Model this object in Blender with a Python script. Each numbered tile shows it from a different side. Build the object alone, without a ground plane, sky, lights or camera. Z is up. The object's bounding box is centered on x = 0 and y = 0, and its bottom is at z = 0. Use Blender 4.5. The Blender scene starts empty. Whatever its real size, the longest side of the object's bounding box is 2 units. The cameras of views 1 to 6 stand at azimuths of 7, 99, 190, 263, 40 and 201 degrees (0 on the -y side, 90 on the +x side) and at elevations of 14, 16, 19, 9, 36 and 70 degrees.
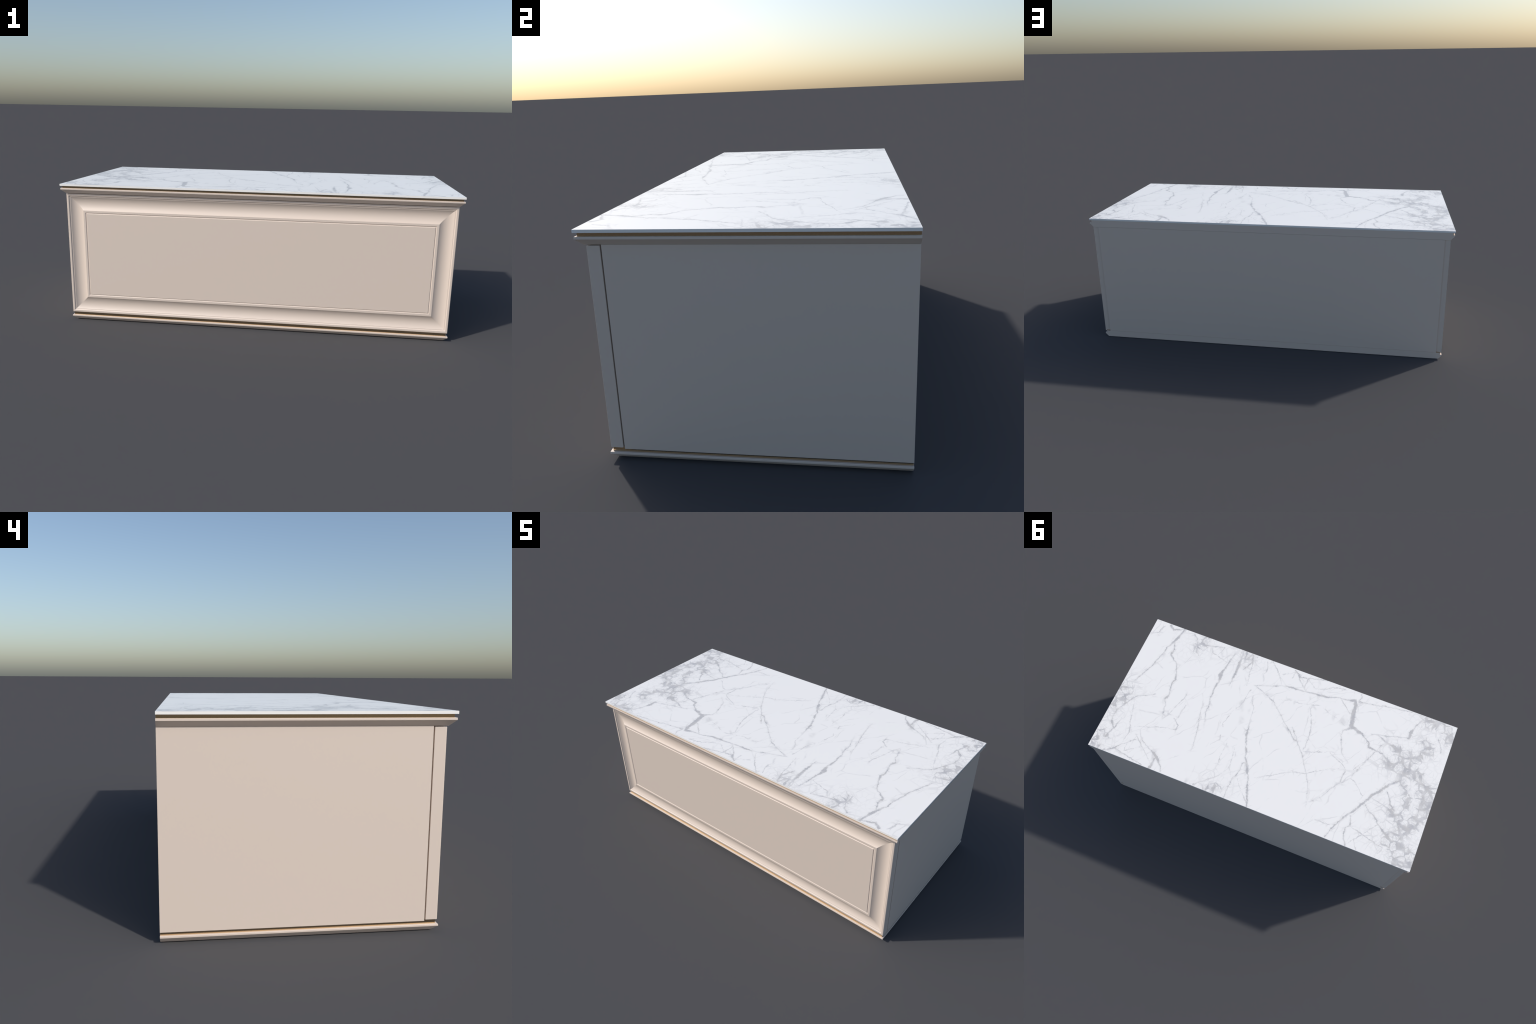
"""Low painted cabinet: marble top, brass shadow-gap strips, moulded cornice and
plinth, one wide drawer front with a coved frame."""
import bpy, bmesh, math

# ------------------------------------------------------------------ sizes (m)
BACK = 0.468                       # everything is flush at the back
SLAB_X, SLAB_Y = 1.000, 0.468      # half sizes of the marble slab
SLAB_Z0, SLAB_Z1 = 0.7223, 0.7316
BODY_X = 0.979                     # half width of drawer front and side panels
DRAWER_FRONT, DRAWER_BACK = -0.4418, -0.4020
DRAWER_Z0, DRAWER_Z1 = 0.0412, 0.6808
SIDE_FRONT = -0.3974
SIDE_Z0, SIDE_Z1 = 0.0370, 0.6834
SIDE_THICK = 0.0283


# ---------------------------------------------------------------- node helper
class Graph:
    def __init__(self, name):
        self.mat = bpy.data.materials.new(name)
        self.mat.use_nodes = True
        self.t = self.mat.node_tree
        self.t.nodes.clear()

    def add(self, kind, *inputs, **props):
        n = self.t.nodes.new("ShaderNode" + kind)
        for k, v in props.items():
            setattr(n, k, v)
        for key, value in inputs:
            s = n.inputs[key]
            if isinstance(value, bpy.types.NodeSocket):
                self.t.links.new(value, s)
            else:
                s.default_value = value
        return n

    def math(self, op, a, b=0.0, c=None, clamp=False):
        ins = [(0, a), (1, b)] + ([(2, c)] if c is not None else [])
        return self.add("Math", *ins, operation=op, use_clamp=clamp).outputs[0]

    def ramp(self, v, lo, hi, out0=0.0, out1=1.0, smooth=True):
        n = self.add("MapRange", ("Value", v), ("From Min", lo), ("From Max", hi), ("To Min", out0), ("To Max", out1))
        n.interpolation_type = "SMOOTHSTEP" if smooth else "LINEAR"
        return n.outputs[0]

    def noise(self, vec, scale, detail=3.0, rough=0.5, **props):
        return self.add("TexNoise", ("Vector", vec), ("Scale", scale), ("Detail", detail), ("Roughness", rough), **props)

    def vmath(self, op, a, b=(0, 0, 0)):
        return self.add("VectorMath", (0, a), (1, b), operation=op)

    def mix(self, f, a, b):
        n = self.add("Mix", data_type="RGBA")
        for s, v in ((n.inputs[0], f), (n.inputs[6], a), (n.inputs[7], b)):
            if isinstance(v, bpy.types.NodeSocket):
                self.t.links.new(v, s)
            else:
                s.default_value = v
        return n.outputs[2]

    def finish(self, colour, **values):
        ins = [("Base Color", colour)] + [(k.replace("_", " "), v) for k, v in values.items()]
        p = self.add("BsdfPrincipled", *ins)
        o = self.add("OutputMaterial")
        self.t.links.new(p.outputs[0], o.inputs[0])
        return self.mat


def paint_material():
    g = Graph("cream_lacquer")
    co = g.add("TexCoord").outputs["Object"]
    n = g.noise(co, 160.0, 2.0).outputs["Fac"]
    col = g.mix(n, (0.712, 0.600, 0.514, 1), (0.720, 0.608, 0.522, 1))
    return g.finish(col, Roughness=0.55, Specular_IOR_Level=0.9)


def brass_material():
    g = Graph("brushed_brass")
    co = g.add("TexCoord").outputs["Object"]
    n = g.noise(g.vmath("MULTIPLY", co, (6, 6, 900)).outputs[0], 1.0, 2.0).outputs["Fac"]
    col = g.mix(n, (0.62, 0.46, 0.27, 1), (0.68, 0.51, 0.31, 1))
    return g.finish(col, Metallic=1.0, Roughness=0.16)


# ------------------------------------------------------------- marble pattern
# Spines of the veins, as (x, y, half width) in millimetres on the slab.
# main: grey veins; fine: thin pale ones; cloud: the crushed, clouded patches.
main, fine, cloud = [], [], []


def vein(group, *points):
    for (x0, y0, w0), (x1, y1, w1) in zip(points, points[1:]):
        group.append((x0 / 1000, y0 / 1000, w0 / 1000, x1 / 1000, y1 / 1000, w1 / 1000))


vein(main, (805, -466, 7.3), (828, -373, 8.2), (854, -290, 2.9), (878, -165, 4.8), (940, -7, 2.2))
vein(main, (833, -366, 5.5), (804, -313, 3.7), (808, -272, 8.2), (778, -240, 4.6), (747, -218, 4.0), (707, -119, 5.1), (716, -85, 4.0), (700, -2, 5.1), (710, 19, 3.7), (689, 61, 2.9), (674, 150, 1.1))
vein(main, (435, -423, 2.6), (456, -322, 4.4), (462, -247, 12.8), (458, -210, 5.5), (462, -133, 5.5), (457, -79, 4.0), (444, -47, 2.9), (441, 21, 2.9), (424, 73, 1.8))
vein(main, (480, -36, 1.5), (471, 30, 2.6), (435, 160, 4.0), (418, 276, 1.5))
vein(main, (394, -460, 3.7), (384, -346, 11.0), (384, -208, 1.5))
vein(main, (333, -460, 7.3), (314, -414, 4.6), (344, -344, 5.5))
vein(fine, (314, -414, 2.6), (284, -249, 1.5))
vein(cloud, (378, -452, 11.0), (333, -460, 9.2))
vein(main, (242, -266, 2.2), (58, -333, 2.6), (18, -339, 6.2), (-61, -343, 3.7), (-115, -354, 7.3), (-196, -363, 6.6), (-279, -386, 3.3), (-324, -390, 5.9), (-368, -406, 11.0))
vein(main, (-368, -406, 11.0), (-386, -376, 11.0), (-384, -338, 11.0), (-391, -295, 14.6), (-410, -230, 14.6))
vein(main, (234, -267, 2.9), (92, -210, 2.2), (-35, -93, 2.6), (-81, -61, 3.7), (-117, -21, 5.5), (-135, -24, 4.4), (-195, 42, 2.9), (-290, 192, 2.6), (-330, 312, 0.9))
vein(main, (-77, -96, 2.6), (-132, -31, 2.2))
vein(fine, (248, -230, 2.9), (263, -117, 2.2), (296, -57, 1.8), (317, 34, 1.8), (302, 64, 1.1))
vein(fine, (218, -219, 1.5), (214, -169, 1.5), (183, -117, 1.8), (165, 4, 2.6))
vein(main, (165, 4, 2.6), (156, 45, 8.2), (147, 85, 5.5), (134, 124, 2.6), (115, 151, 7.3), (107, 179, 4.0), (72, 238, 9.2), (64, 260, 8.2), (46, 287, 3.3), (13, 383, 8.1), (-23, 463, 3.7))
vein(main, (84, 217, 2.9), (104, 229, 3.7), (105, 260, 2.6), (127, 358, 2.6), (125, 466, 3.7))
vein(fine, (97, 333, 1.8), (34, 404, 2.6), (-17, 449, 2.6))
vein(main, (-410, -228, 11.0), (-368, -188, 2.9), (-371, -152, 2.6), (-407, -60, 2.6), (-464, -2, 1.5))
vein(main, (-420, -235, 9.2), (-455, -218, 9.2), (-481, -212, 4.8), (-540, -172, 4.4), (-541, -146, 7.3), (-632, -136, 4.4), (-684, -100, 11.0))
vein(cloud, (-684, -100, 11.0), (-732, -98, 11.0), (-790, -88, 23.8), (-884, -75, 18.3), (-911, -43, 16.5), (-981, -30, 11.0))
vein(main, (-622, -201, 2.2), (-511, 61, 1.8))
vein(fine, (-576, -91, 1.8), (-509, 23, 1.5))
vein(main, (-464, 50, 1.8), (-463, 123, 2.6))
vein(main, (-510, 78, 1.8), (-446, 151, 3.7), (-392, 248, 1.8), (-338, 305, 1.5))
vein(fine, (-510, 78, 1.5), (-540, 87, 2.2), (-610, 151, 2.2))
vein(main, (-783, -16, 5.5), (-745, 20, 7.7), (-674, 112, 8.4), (-526, 368, 4.8), (-492, 462, 3.7))
vein(main, (-587, 287, 2.6), (-604, 339, 4.8), (-585, 360, 2.6), (-585, 388, 4.4), (-593, 425, 3.7), (-615, 463, 4.4))
vein(main, (-646, 198, 2.6), (-676, 227, 3.7), (-717, 246, 5.1), (-749, 273, 3.7), (-829, 328, 9.2))
vein(cloud, (-829, 328, 11.0), (-832, 359, 11.0), (-872, 389, 16.5), (-888, 414, 11.0), (-894, 454, 9.2))
vein(main, (-670, 143, 1.8), (-806, 181, 6.2))
vein(cloud, (-806, 181, 6.2), (-836, 190, 14.6), (-891, 252, 22.0), (-856, 297, 20.1), (-848, 340, 18.3), (-915, 383, 14.6))
vein(main, (-737, 78, 5.5), (-763, 109, 5.5), (-775, 145, 6.4), (-810, 168, 7.3))
vein(cloud, (-802, -20, 5.5), (-857, 79, 6.6), (-858, 115, 2.6))
vein(cloud, (-931, 20, 16.5), (-949, 78, 18.3), (-983, 113, 18.3), (-974, 157, 16.5), (-909, 228, 14.6))
vein(cloud, (-981, -30, 11.0), (-969, 20, 9.2), (-990, 61, 9.2))
vein(cloud, (-905, 387, 14.6), (-948, 370, 11.0), (-980, 388, 14.6), (-978, 450, 11.0), (-924, 457, 7.3))
vein(main, (-797, -453, 2.9), (-757, -364, 4.4), (-749, -325, 11.0), (-748, -293, 9.2))
vein(cloud, (-803, -460, 7.3), (-851, -434, 11.0), (-920, -458, 12.8), (-985, -373, 14.6))
vein(main, (-535, -232, 3.7), (-567, -245, 3.7), (-642, -214, 7.3), (-675, -210, 9.2), (-704, -195, 12.8))
vein(cloud, (-704, -195, 12.8), (-750, -175, 11.0), (-772, -145, 11.0), (-812, -131, 11.0))
vein(fine, (-570, -247, 2.9), (-617, -252, 4.4), (-746, -297, 4.4))
vein(cloud, (-840, -291, 3.7), (-873, -274, 11.0), (-886, -244, 12.8), (-827, -181, 5.5), (-764, -181, 11.0))
vein(main, (-873, -274, 5.5), (-909, -284, 5.5))
vein(main, (-909, -350, 2.9), (-931, -328, 2.9), (-956, -273, 4.8))
vein(main, (-396, -408, 5.5), (-443, -413, 2.6), (-715, -467, 2.9))
vein(main, (-389, -461, 2.6), (-400, -437, 4.4), (-391, -410, 3.7))
vein(fine, (-289, -382, 2.6), (-369, -309, 2.9))
vein(fine, (80, -231, 1.1), (5, -255, 1.1), (-60, -259, 1.5), (-189, -293, 1.8), (-372, -224, 1.1))
vein(fine, (-142, -283, 1.8), (-135, -248, 2.2), (-179, -156, 2.2), (-196, -60, 2.6), (-195, 16, 1.8))
vein(fine, (-198, 23, 1.8), (-307, -13, 2.6), (-378, -49, 1.5))
vein(fine, (-347, -25, 2.2), (-458, 27, 2.6), (-469, 46, 1.5), (-464, 120, 2.6))
vein(fine, (17, 295, 1.8), (-168, 178, 1.5), (-254, 151, 1.8), (-359, 82, 2.2), (-430, 49, 1.5))
vein(main, (40, -459, 5.5), (5, -430, 5.5), (-8, -402, 2.9), (-66, -350, 2.2))
vein(fine, (-51, -367, 2.6), (-51, -434, 2.2), (-116, -385, 1.8))
vein(main, (2, -427, 2.6), (-165, -466, 3.7))
vein(fine, (-116, -385, 2.2), (-167, -406, 3.3), (-210, -435, 2.2), (-287, -455, 2.6))
vein(fine, (201, -466, 2.2), (124, -391, 2.2), (88, -334, 1.5))
vein(fine, (225, -451, 2.2), (210, -399, 2.6), (216, -365, 1.8))
vein(fine, (107, -402, 2.2), (40, -449, 2.9), (46, -399, 2.2))
vein(main, (734, -457, 5.5), (705, -434, 4.4), (682, -388, 2.6), (670, -348, 4.8), (642, -326, 2.9))
vein(cloud, (654, -460, 3.7), (643, -424, 7.3), (674, -376, 4.0))
vein(main, (641, -410, 7.3), (518, -441, 2.6))
vein(fine, (591, -409, 3.7), (572, -382, 3.7), (467, -347, 1.8))
vein(fine, (519, -436, 3.7), (526, -401, 2.6), (540, -370, 2.2))
vein(main, (898, -456, 9.2), (868, -438, 7.3), (815, -459, 4.4))
vein(fine, (932, -442, 2.2), (956, -378, 3.3))
vein(cloud, (995, 56, 12.8), (966, 44, 12.8), (936, 51, 5.5), (948, 98, 5.5), (982, 98, 9.2))
vein(cloud, (949, 103, 7.3), (982, 158, 16.5), (978, 189, 14.6))
vein(main, (944, 198, 2.9), (888, 87, 5.1), (864, 66, 3.7), (779, 19, 1.5))
vein(main, (943, 191, 2.9), (950, 244, 3.7), (941, 277, 4.4), (917, 308, 3.7))
vein(main, (894, 244, 2.9), (930, 380, 7.3))
vein(cloud, (930, 380, 7.3), (970, 370, 12.8), (970, 441, 7.3), (931, 451, 7.3))
vein(fine, (877, 100, 1.8), (813, 310, 2.9), (822, 384, 1.5))
vein(main, (879, 452, 5.5), (846, 428, 5.5), (825, 395, 3.3), (749, 328, 1.5))
vein(fine, (845, 429, 2.6), (769, 446, 4.8), (652, 463, 2.6))
vein(fine, (792, 368, 2.2), (785, 422, 2.2), (709, 365, 2.6))
vein(main, (726, 306, 2.6), (712, 326, 2.6), (646, 357, 3.7), (616, 366, 10.1), (548, 429, 4.8), (532, 461, 2.9))
vein(main, (599, 402, 7.3), (596, 440, 7.3), (603, 460, 9.2))
vein(fine, (765, 304, 1.5), (600, 442, 2.6))
vein(fine, (799, 262, 1.1), (675, 212, 2.6), (562, 185, 2.9))
vein(fine, (596, -51, 1.5), (648, 120, 2.6), (675, 168, 1.5))
vein(fine, (573, 16, 3.7), (584, 103, 3.7))
vein(fine, (601, 120, 2.2), (557, 158, 2.9), (562, 185, 2.6))
vein(fine, (321, 459, 4.4), (201, 347, 2.6), (169, 282, 1.5))
vein(fine, (244, 138, 1.5), (246, 244, 2.9), (235, 283, 1.5))
vein(fine, (189, 155, 1.5), (168, 286, 1.5), (126, 349, 1.5))
vein(cloud, (227, 449, 5.5), (196, 428, 5.5))
vein(fine, (301, 114, 2.6), (291, 141, 2.9), (328, 191, 1.5))
vein(fine, (-653, 412, 2.9), (-683, 463, 2.6))
vein(fine, (-606, 344, 2.2), (-848, 407, 2.6))
vein(fine, (-819, 399, 2.2), (-789, 466, 2.2))
vein(fine, (-829, 249, 2.6), (-782, 236, 2.6), (-630, 441, 1.5))
vein(fine, (-408, 384, 1.5), (-486, 385, 1.8), (-521, 375, 1.1))


def spine_distance(g, co, group, chunk=14):
    """Signed distance (m) from the edge of the nearest tapered vein of the group.
    co holds (x, y, 1); the segments are packed into node groups of a few each, and
    each segment takes a vanishing share of the last result so that they run in sequence."""
    nearest = 9.0
    for first in range(0, len(group), chunk):
        sub = Graph.__new__(Graph)
        sub.t = bpy.data.node_groups.new("vein_distance", "ShaderNodeTree")
        sub.t.interface.new_socket("Point", in_out="INPUT", socket_type="NodeSocketVector")
        sub.t.interface.new_socket("So Far", in_out="INPUT", socket_type="NodeSocketFloat")
        sub.t.interface.new_socket("Distance", in_out="OUTPUT", socket_type="NodeSocketFloat")
        gi, go = sub.t.nodes.new("NodeGroupInput"), sub.t.nodes.new("NodeGroupOutput")
        point, best = gi.outputs[0], gi.outputs[1]
        for k, (x0, y0, w0, x1, y1, w1) in enumerate(group[first:first + chunk]):
            if k % 3 == 0:
                here = sub.add("VectorMath", (0, best), (1, (1e-9, 1e-9, 0)), (2, point), operation="MULTIPLY_ADD").outputs[0]
            dx, dy = x1 - x0, y1 - y0
            q = dx * dx + dy * dy
            t = sub.vmath("DOT_PRODUCT", here, (dx / q, dy / q, -(x0 * dx + y0 * dy) / q)).outputs["Value"]
            t = sub.add("Clamp", ("Value", t)).outputs[0]
            foot = sub.add("VectorMath", (0, t), (1, (dx, dy, 0)), (2, (x0, y0, 1)), operation="MULTIPLY_ADD").outputs[0]
            d = sub.vmath("DISTANCE", here, foot).outputs["Value"]
            if abs(w0 - w1) > 0.0006:
                d = sub.math("ADD", d, sub.math("MULTIPLY_ADD", t, w0 - w1, -w0))
            else:
                d = sub.math("SUBTRACT", d, (w0 + w1) / 2)
            best = sub.math("MINIMUM", best, d)
        sub.t.links.new(best, go.inputs[0])
        n = g.t.nodes.new("ShaderNodeGroup")
        n.node_tree = sub.t
        g.t.links.new(co, n.inputs[0])
        if isinstance(nearest, float):
            n.inputs[1].default_value = nearest
        else:
            g.t.links.new(nearest, n.inputs[1])
        nearest = n.outputs[0]
    return nearest


def marble_material():
    g = Graph("white_marble")
    co3 = g.add("TexCoord").outputs["Object"]
    co = g.add("VectorMath", (0, co3), (1, (1, 1, 0)), (2, (0, 0, 1)), operation="MULTIPLY_ADD").outputs[0]

    def wander(vec, scale, amount, detail=2.0):
        n = g.noise(vec, scale, detail, 0.6).outputs["Color"]
        off = g.vmath("MULTIPLY", g.vmath("SUBTRACT", n, (0.5, 0.5, 0.5)).outputs[0], (amount, amount, 0)).outputs[0]
        return g.vmath("ADD", vec, off).outputs[0]

    bent = wander(wander(wander(co, 14.0, 0.020), 45.0, 0.012), 130.0, 0.007, 3.0)
    rag = g.math("SUBTRACT", g.noise(co, 95.0, 6.0, 0.80).outputs["Fac"], 0.5)
    patch = g.noise(co, 22.0, 3.0, 0.6).outputs["Fac"]
    fade = g.noise(co, 9.0, 3.0, 0.6).outputs["Fac"]

    # grey veins: ragged core with a thin pale halo; they swell, thin out and nearly vanish
    d = spine_distance(g, bent, main)
    swell = g.math("MULTIPLY_ADD", rag, 0.026, g.math("MULTIPLY_ADD", patch, -0.022, 0.0137))
    d1 = g.math("ADD", d, swell)
    core = g.math("MULTIPLY", g.ramp(d1, 0.0014, -0.0020), g.ramp(patch, 0.30, 0.60, 0.62, 1.0))
    trace = g.math("MULTIPLY", g.ramp(g.math("MULTIPLY_ADD", rag, 0.006, d), 0.0002, -0.0022), 0.45)
    halo = g.math("MULTIPLY", g.ramp(d1, 0.012, 0.0), 0.13)

    # thin veins
    f = g.math("ADD", spine_distance(g, bent, fine), g.math("MULTIPLY_ADD", rag, 0.014, g.math("MULTIPLY_ADD", patch, -0.012, 0.0063)))
    thin = g.math("MULTIPLY", g.ramp(f, 0.0016, -0.0014), g.ramp(fade, 0.35, 0.6, 0.38, 0.78))

    # crushed patches: a net whose threads thicken toward the patch until only islands are left
    c = spine_distance(g, wander(wander(co, 18.0, 0.03), 60.0, 0.012), cloud)
    def net(vec, scale, randomness=1.0):
        return g.add("TexVoronoi", ("Vector", vec), ("Scale", scale), ("Randomness", randomness), feature="DISTANCE_TO_EDGE").outputs["Distance"]
    loose = wander(wander(co, 20.0, 0.03), 70.0, 0.008)
    net1, net2 = net(loose, 19.0), net(loose, 44.0)
    thick = g.math("ADD", g.ramp(c, 0.060, -0.026, 0.0, 0.175), g.math("MULTIPLY_ADD", rag, 0.24, g.math("MULTIPLY_ADD", fade, 0.50, -0.26)))
    cl1 = g.ramp(g.math("SUBTRACT", thick, net1), -0.02, 0.05)
    cl2 = g.ramp(g.math("SUBTRACT", g.math("MULTIPLY", thick, 0.9), net2), -0.03, 0.10)
    near = g.ramp(c, 0.070, 0.012)
    crushed = g.math("MULTIPLY", near, g.math("MAXIMUM", g.math("MULTIPLY", cl1, 0.84), g.math("MULTIPLY", cl2, 0.50)))
    crushed = g.math("MULTIPLY", crushed, g.ramp(patch, 0.25, 0.65, 0.70, 1.0))

    # hairline cracks: dense round the crushed patches, as twigs beside the veins, sparse elsewhere
    gate = g.ramp(fade, 0.40, 0.62)
    zone = g.ramp(c, 0.20, 0.0)
    h1 = net(wander(wander(co, 9.0, 0.03), 60.0, 0.008), 12.0)
    h1b = net(wander(wander(co, 11.0, 0.012), 80.0, 0.005), 28.0)
    hair = g.math("MULTIPLY", g.math("MULTIPLY", g.ramp(h1, 0.050, 0.006), zone), g.math("MULTIPLY_ADD", gate, 0.45, 0.10))
    hairb = g.math("MULTIPLY", g.math("MULTIPLY", g.ramp(h1b, 0.070, 0.010), g.ramp(c, 0.16, 0.0)), g.math("MULTIPLY_ADD", patch, 1.2, -0.32, clamp=True))
    slant = g.vmath("MULTIPLY", g.add("VectorRotate", ("Vector", wander(wander(co, 5.0, 0.10), 60.0, 0.008)), ("Angle", 0.5), rotation_type="Z_AXIS").outputs[0], (1.0, 0.4, 1)).outputs[0]
    h2, h3 = net(slant, 7.0), net(slant, 19.0)
    hair2 = g.math("MULTIPLY", g.ramp(h2, 0.018, 0.002), g.math("MULTIPLY", gate, 0.40))
    twig = g.math("MULTIPLY", g.math("MULTIPLY", g.ramp(h3, 0.055, 0.006), g.ramp(g.math("MINIMUM", d, f), 0.040, 0.002)), g.math("MULTIPLY_ADD", patch, 2.2, -0.85, clamp=True))
    twig = g.math("MULTIPLY", twig, 0.7)

    grey = core
    for other in (trace, thin, crushed, hair, hairb, hair2, twig):
        grey = g.math("MAXIMUM", grey, other)
    haze = g.math("MULTIPLY", g.ramp(c, 0.045, -0.015), g.ramp(patch, 0.30, 0.65, 0.0, 0.20))
    grey = g.math("ADD", grey, g.math("ADD", halo, haze), clamp=True)
    # veins show on the polished face; the sawn edge is plain
    normal = g.add("NewGeometry").outputs["Normal"]
    up = g.ramp(g.vmath("DOT_PRODUCT", normal, (0, 0, 1)).outputs["Value"], 0.90, 0.99)
    grey = g.math("MULTIPLY", grey, up)

    tone = g.noise(co, 26.0, 3.0, 0.6).outputs["Fac"]
    vein_col = g.mix(g.ramp(tone, 0.35, 0.65), (0.605, 0.588, 0.568, 1), (0.525, 0.520, 0.525, 1))
    ground = g.mix(g.noise(co, 3.0, 3.0).outputs["Fac"], (0.925, 0.908, 0.875, 1), (0.940, 0.922, 0.888, 1))
    return g.finish(g.mix(grey, ground, vein_col), Roughness=0.30)


# -------------------------------------------------------------- mesh building
def make(name, bm, mat, parent, smooth_angle=None, kind=None):
    bmesh.ops.recalc_face_normals(bm, faces=bm.faces)
    me = bpy.data.meshes.new(name)
    bm.to_mesh(me)
    bm.free()
    me.materials.append(mat)
    if smooth_angle:
        me.shade_smooth()
        me.set_sharp_from_angle(angle=math.radians(smooth_angle))
    ob = bpy.data.objects.new(name, me)
    bpy.context.scene.collection.objects.link(ob)
    ob.parent = parent
    return ob


def prism(bm, ring_bottom, ring_top):
    """Closed solid between two rings of equal length."""
    a = [bm.verts.new(p) for p in ring_bottom]
    b = [bm.verts.new(p) for p in ring_top]
    n = len(a)
    bm.faces.new(a)
    bm.faces.new(b)
    for i in range(n):
        bm.faces.new((a[i], a[(i + 1) % n], b[(i + 1) % n], b[i]))


def box(bm, x0, x1, y0, y1, z0, z1):
    ring = [(x0, y0), (x1, y0), (x1, y1), (x0, y1)]
    prism(bm, [(x, y, z0) for x, y in ring], [(x, y, z1) for x, y in ring])


def soften(bm, width, segments=2, edges=None):
    edges = edges or [e for e in bm.edges if e.calc_face_angle(0) > 0.3]
    bmesh.ops.bevel(bm, geom=edges, offset=width, segments=segments, profile=0.5, affect="EDGES", clamp_overlap=True)


def moulding(profile, back=BACK):
    """Run a profile of (half width, front, z) round left side, front and right side."""
    bm = bmesh.new()
    rows = []
    for hx, front, z in profile:
        rows.append([bm.verts.new(p) for p in ((-hx, back, z), (-hx, front, z), (hx, front, z), (hx, back, z))])
    for lo, hi in zip(rows, rows[1:]):
        for i in range(3):
            bm.faces.new((lo[i], lo[i + 1], hi[i + 1], hi[i]))
    bm.faces.new(rows[0][::-1])
    bm.faces.new(rows[-1])
    bm.faces.new([r[0] for r in rows] + [r[3] for r in rows[::-1]])
    return bm


def arc(p0, p1, sag, n):
    """Points of a circular arc from p0 to p1 (s, depth), bulging to greater depth."""
    (x0, y0), (x1, y1) = p0, p1
    c = math.hypot(x1 - x0, y1 - y0)
    r = (c * c / 4 + sag * sag) / (2 * sag)
    half = math.asin(c / 2 / r)
    ux, uy = (x1 - x0) / c, (y1 - y0) / c
    pts = []
    for i in range(n + 1):
        a = -half + 2 * half * i / n
        along, out = c / 2 + r * math.sin(a), r * math.cos(a) - (r - sag)
        pts.append((x0 + ux * along - uy * out, y0 + uy * along + ux * out))
    return pts


def nested_frame(profile, depth_back=None, fill=False):
    """Rectangular rings inset by s and sunk by d from the drawer's front plane."""
    bm = bmesh.new()
    rings = []
    for s, d in profile:
        x, z0, z1, y = BODY_X - s, DRAWER_Z0 + s, DRAWER_Z1 - s, DRAWER_FRONT + d
        rings.append([bm.verts.new(p) for p in ((-x, y, z0), (x, y, z0), (x, y, z1), (-x, y, z1))])
    for a, b in zip(rings, rings[1:]):
        for i in range(4):
            j = (i + 1) % 4
            bm.faces.new((a[i], a[j], b[j], b[i]))
    if fill:
        bm.faces.new(rings[-1])
    return bm, rings


# ------------------------------------------------------------------ the thing
root = bpy.data.objects.new("cabinet", None)
bpy.context.scene.collection.objects.link(root)
root["label"] = "long low cream cabinet with white marble top and brass strips"
root["category"] = "cabinet"

cream, brass, marble = paint_material(), brass_material(), marble_material()

# marble slab
bm = bmesh.new()
box(bm, -SLAB_X, SLAB_X, -SLAB_Y, SLAB_Y, SLAB_Z0, SLAB_Z1)
soften(bm, 0.0016, 3)
make("marble_top", bm, marble, root, 30)

# brass strip in the shadow gap under the slab
bm = moulding([(0.991, -0.4585, 0.7095), (0.991, -0.4585, 0.7235)], 0.4672)
make("brass_strip", bm, brass, root)

# cornice: rounded lip over a plain bevel, plus the plate that closes the gap behind
bm = moulding([
    (0.978, -0.4470, 0.6836), (0.9965, -0.4642, 0.7019), (0.9984, -0.4655, 0.7034),
    (0.9984, -0.4655, 0.7094), (0.9976, -0.4647, 0.7104)])
box(bm, -0.9886, 0.9886, 0.4560, BACK, 0.7104, 0.7220)
make("cornice", bm, cream, root, 20)

# side panels; their rear edge falls away a little toward the back panel
for side in (-1, 1):
    bm = bmesh.new()
    xo, xi = side * BODY_X, side * (BODY_X - SIDE_THICK)
    ring = [(xo, SIDE_FRONT), (xo, BACK), (xi, BACK - 0.0045), (xi, SIDE_FRONT)]
    prism(bm, [(x, y, SIDE_Z0) for x, y in ring], [(x, y, SIDE_Z1) for x, y in ring])
    make("side_panel", bm, cream, root)

# back panel and the carcass behind the drawer
bm = bmesh.new()
inner = BODY_X - SIDE_THICK
box(bm, -inner + 0.0004, inner - 0.0004, 0.4400, BACK, 0.0374, 0.6828)
make("back_panel", bm, cream, root)
bm = bmesh.new()
box(bm, -inner + 0.001, inner - 0.001, SIDE_FRONT + 0.001, 0.4390, 0.0385, 0.6830)
make("carcass", bm, cream, root)

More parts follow.
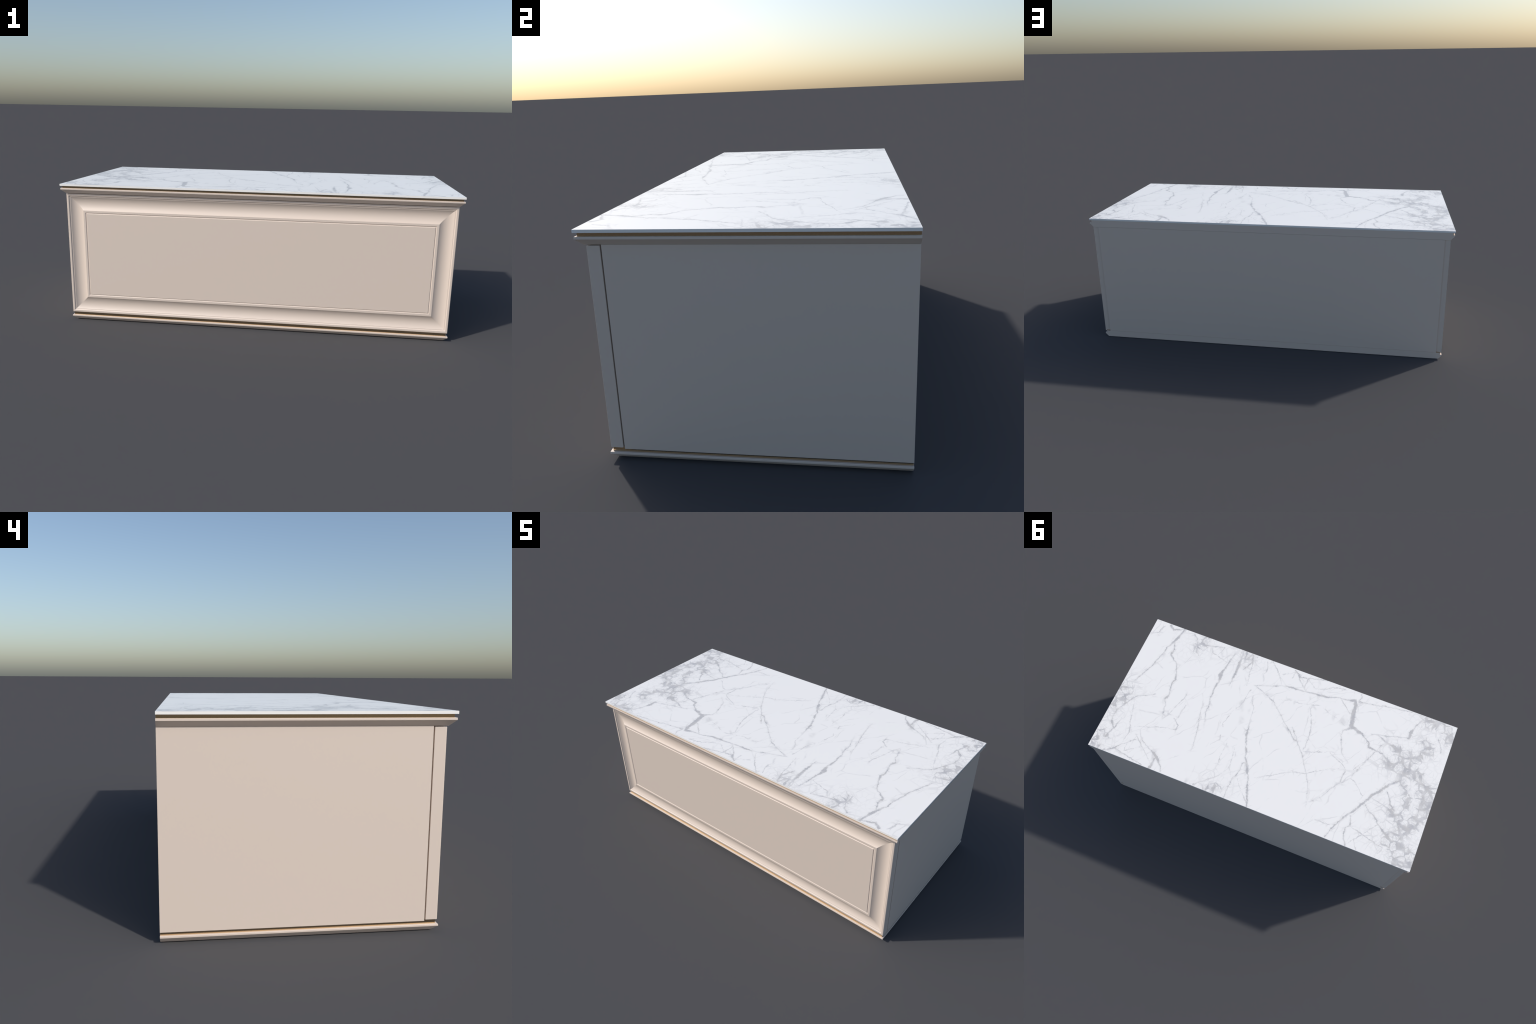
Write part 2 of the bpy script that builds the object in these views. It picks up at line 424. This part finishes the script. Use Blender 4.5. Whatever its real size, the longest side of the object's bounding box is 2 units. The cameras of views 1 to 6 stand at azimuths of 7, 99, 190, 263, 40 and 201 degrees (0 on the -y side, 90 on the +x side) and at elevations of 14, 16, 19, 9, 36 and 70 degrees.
# drawer front: flat rim, step, cove, flat, V groove round a raised field
rim = [(0.0, 0.0050), (0.0, 0.0026), (0.0003, 0.0014), (0.0012, 0.0004), (0.0024, 0.0), (0.0030, 0.0),
       (0.0106, 0.0), (0.0152, 0.0042), (0.0182, 0.0044)]
cove = arc((0.0182, 0.0044), (0.0862, 0.0006), 0.0112, 32)[1:]
inside = [(0.0964, 0.0004), (0.1002, 0.0030)]
bm, rings = nested_frame(rim + cove + inside)
back = []
for x, z in ((-BODY_X, DRAWER_Z0), (BODY_X, DRAWER_Z0), (BODY_X, DRAWER_Z1), (-BODY_X, DRAWER_Z1)):
    back.append(bm.verts.new((x, DRAWER_BACK, z)))
for i in range(4):
    j = (i + 1) % 4
    bm.faces.new((rings[0][i], rings[0][j], back[j], back[i]))
deep = [bm.verts.new((v.co.x, DRAWER_BACK, v.co.z)) for v in rings[-1]]
for i in range(4):
    j = (i + 1) % 4
    bm.faces.new((rings[-1][i], rings[-1][j], deep[j], deep[i]))
    bm.faces.new((back[i], back[j], deep[j], deep[i]))
bm.verts.index_update()
mitres = {frozenset((rings[k][i].index, rings[k + 1][i].index)) for k in range(len(rings) - 1) for i in range(4)}
drawer = make("drawer_front", bm, cream, root, 14)
sharp = drawer.data.attributes.get("sharp_edge") or drawer.data.attributes.new("sharp_edge", "BOOLEAN", "EDGE")
for e in drawer.data.edges:
    if frozenset(e.vertices) in mitres:
        sharp.data[e.index].value = True

bm, rings = nested_frame([(0.1004, 0.0320), (0.1004, 0.0030), (0.1036, 0.0004)], fill=True)
bm.faces.new(rings[0])
make("raised_field", bm, cream, drawer, 14)

# brass strip above the plinth
bm = moulding([(0.973, -0.4375, 0.0245), (0.973, -0.4375, 0.0405)], 0.4672)
make("brass_strip", bm, brass, root)

# plinth moulding: bevel below, lip above, plate behind
bm = moulding([
    (0.9634, -0.4262, 0.0), (0.9800, -0.4440, 0.0172), (0.9812, -0.4454, 0.0186),
    (0.9812, -0.4454, 0.0240), (0.9802, -0.4444, 0.0250)])
box(bm, -0.9718, 0.9718, 0.4560, BACK, 0.0250, 0.0367)
make("plinth", bm, cream, root, 20)
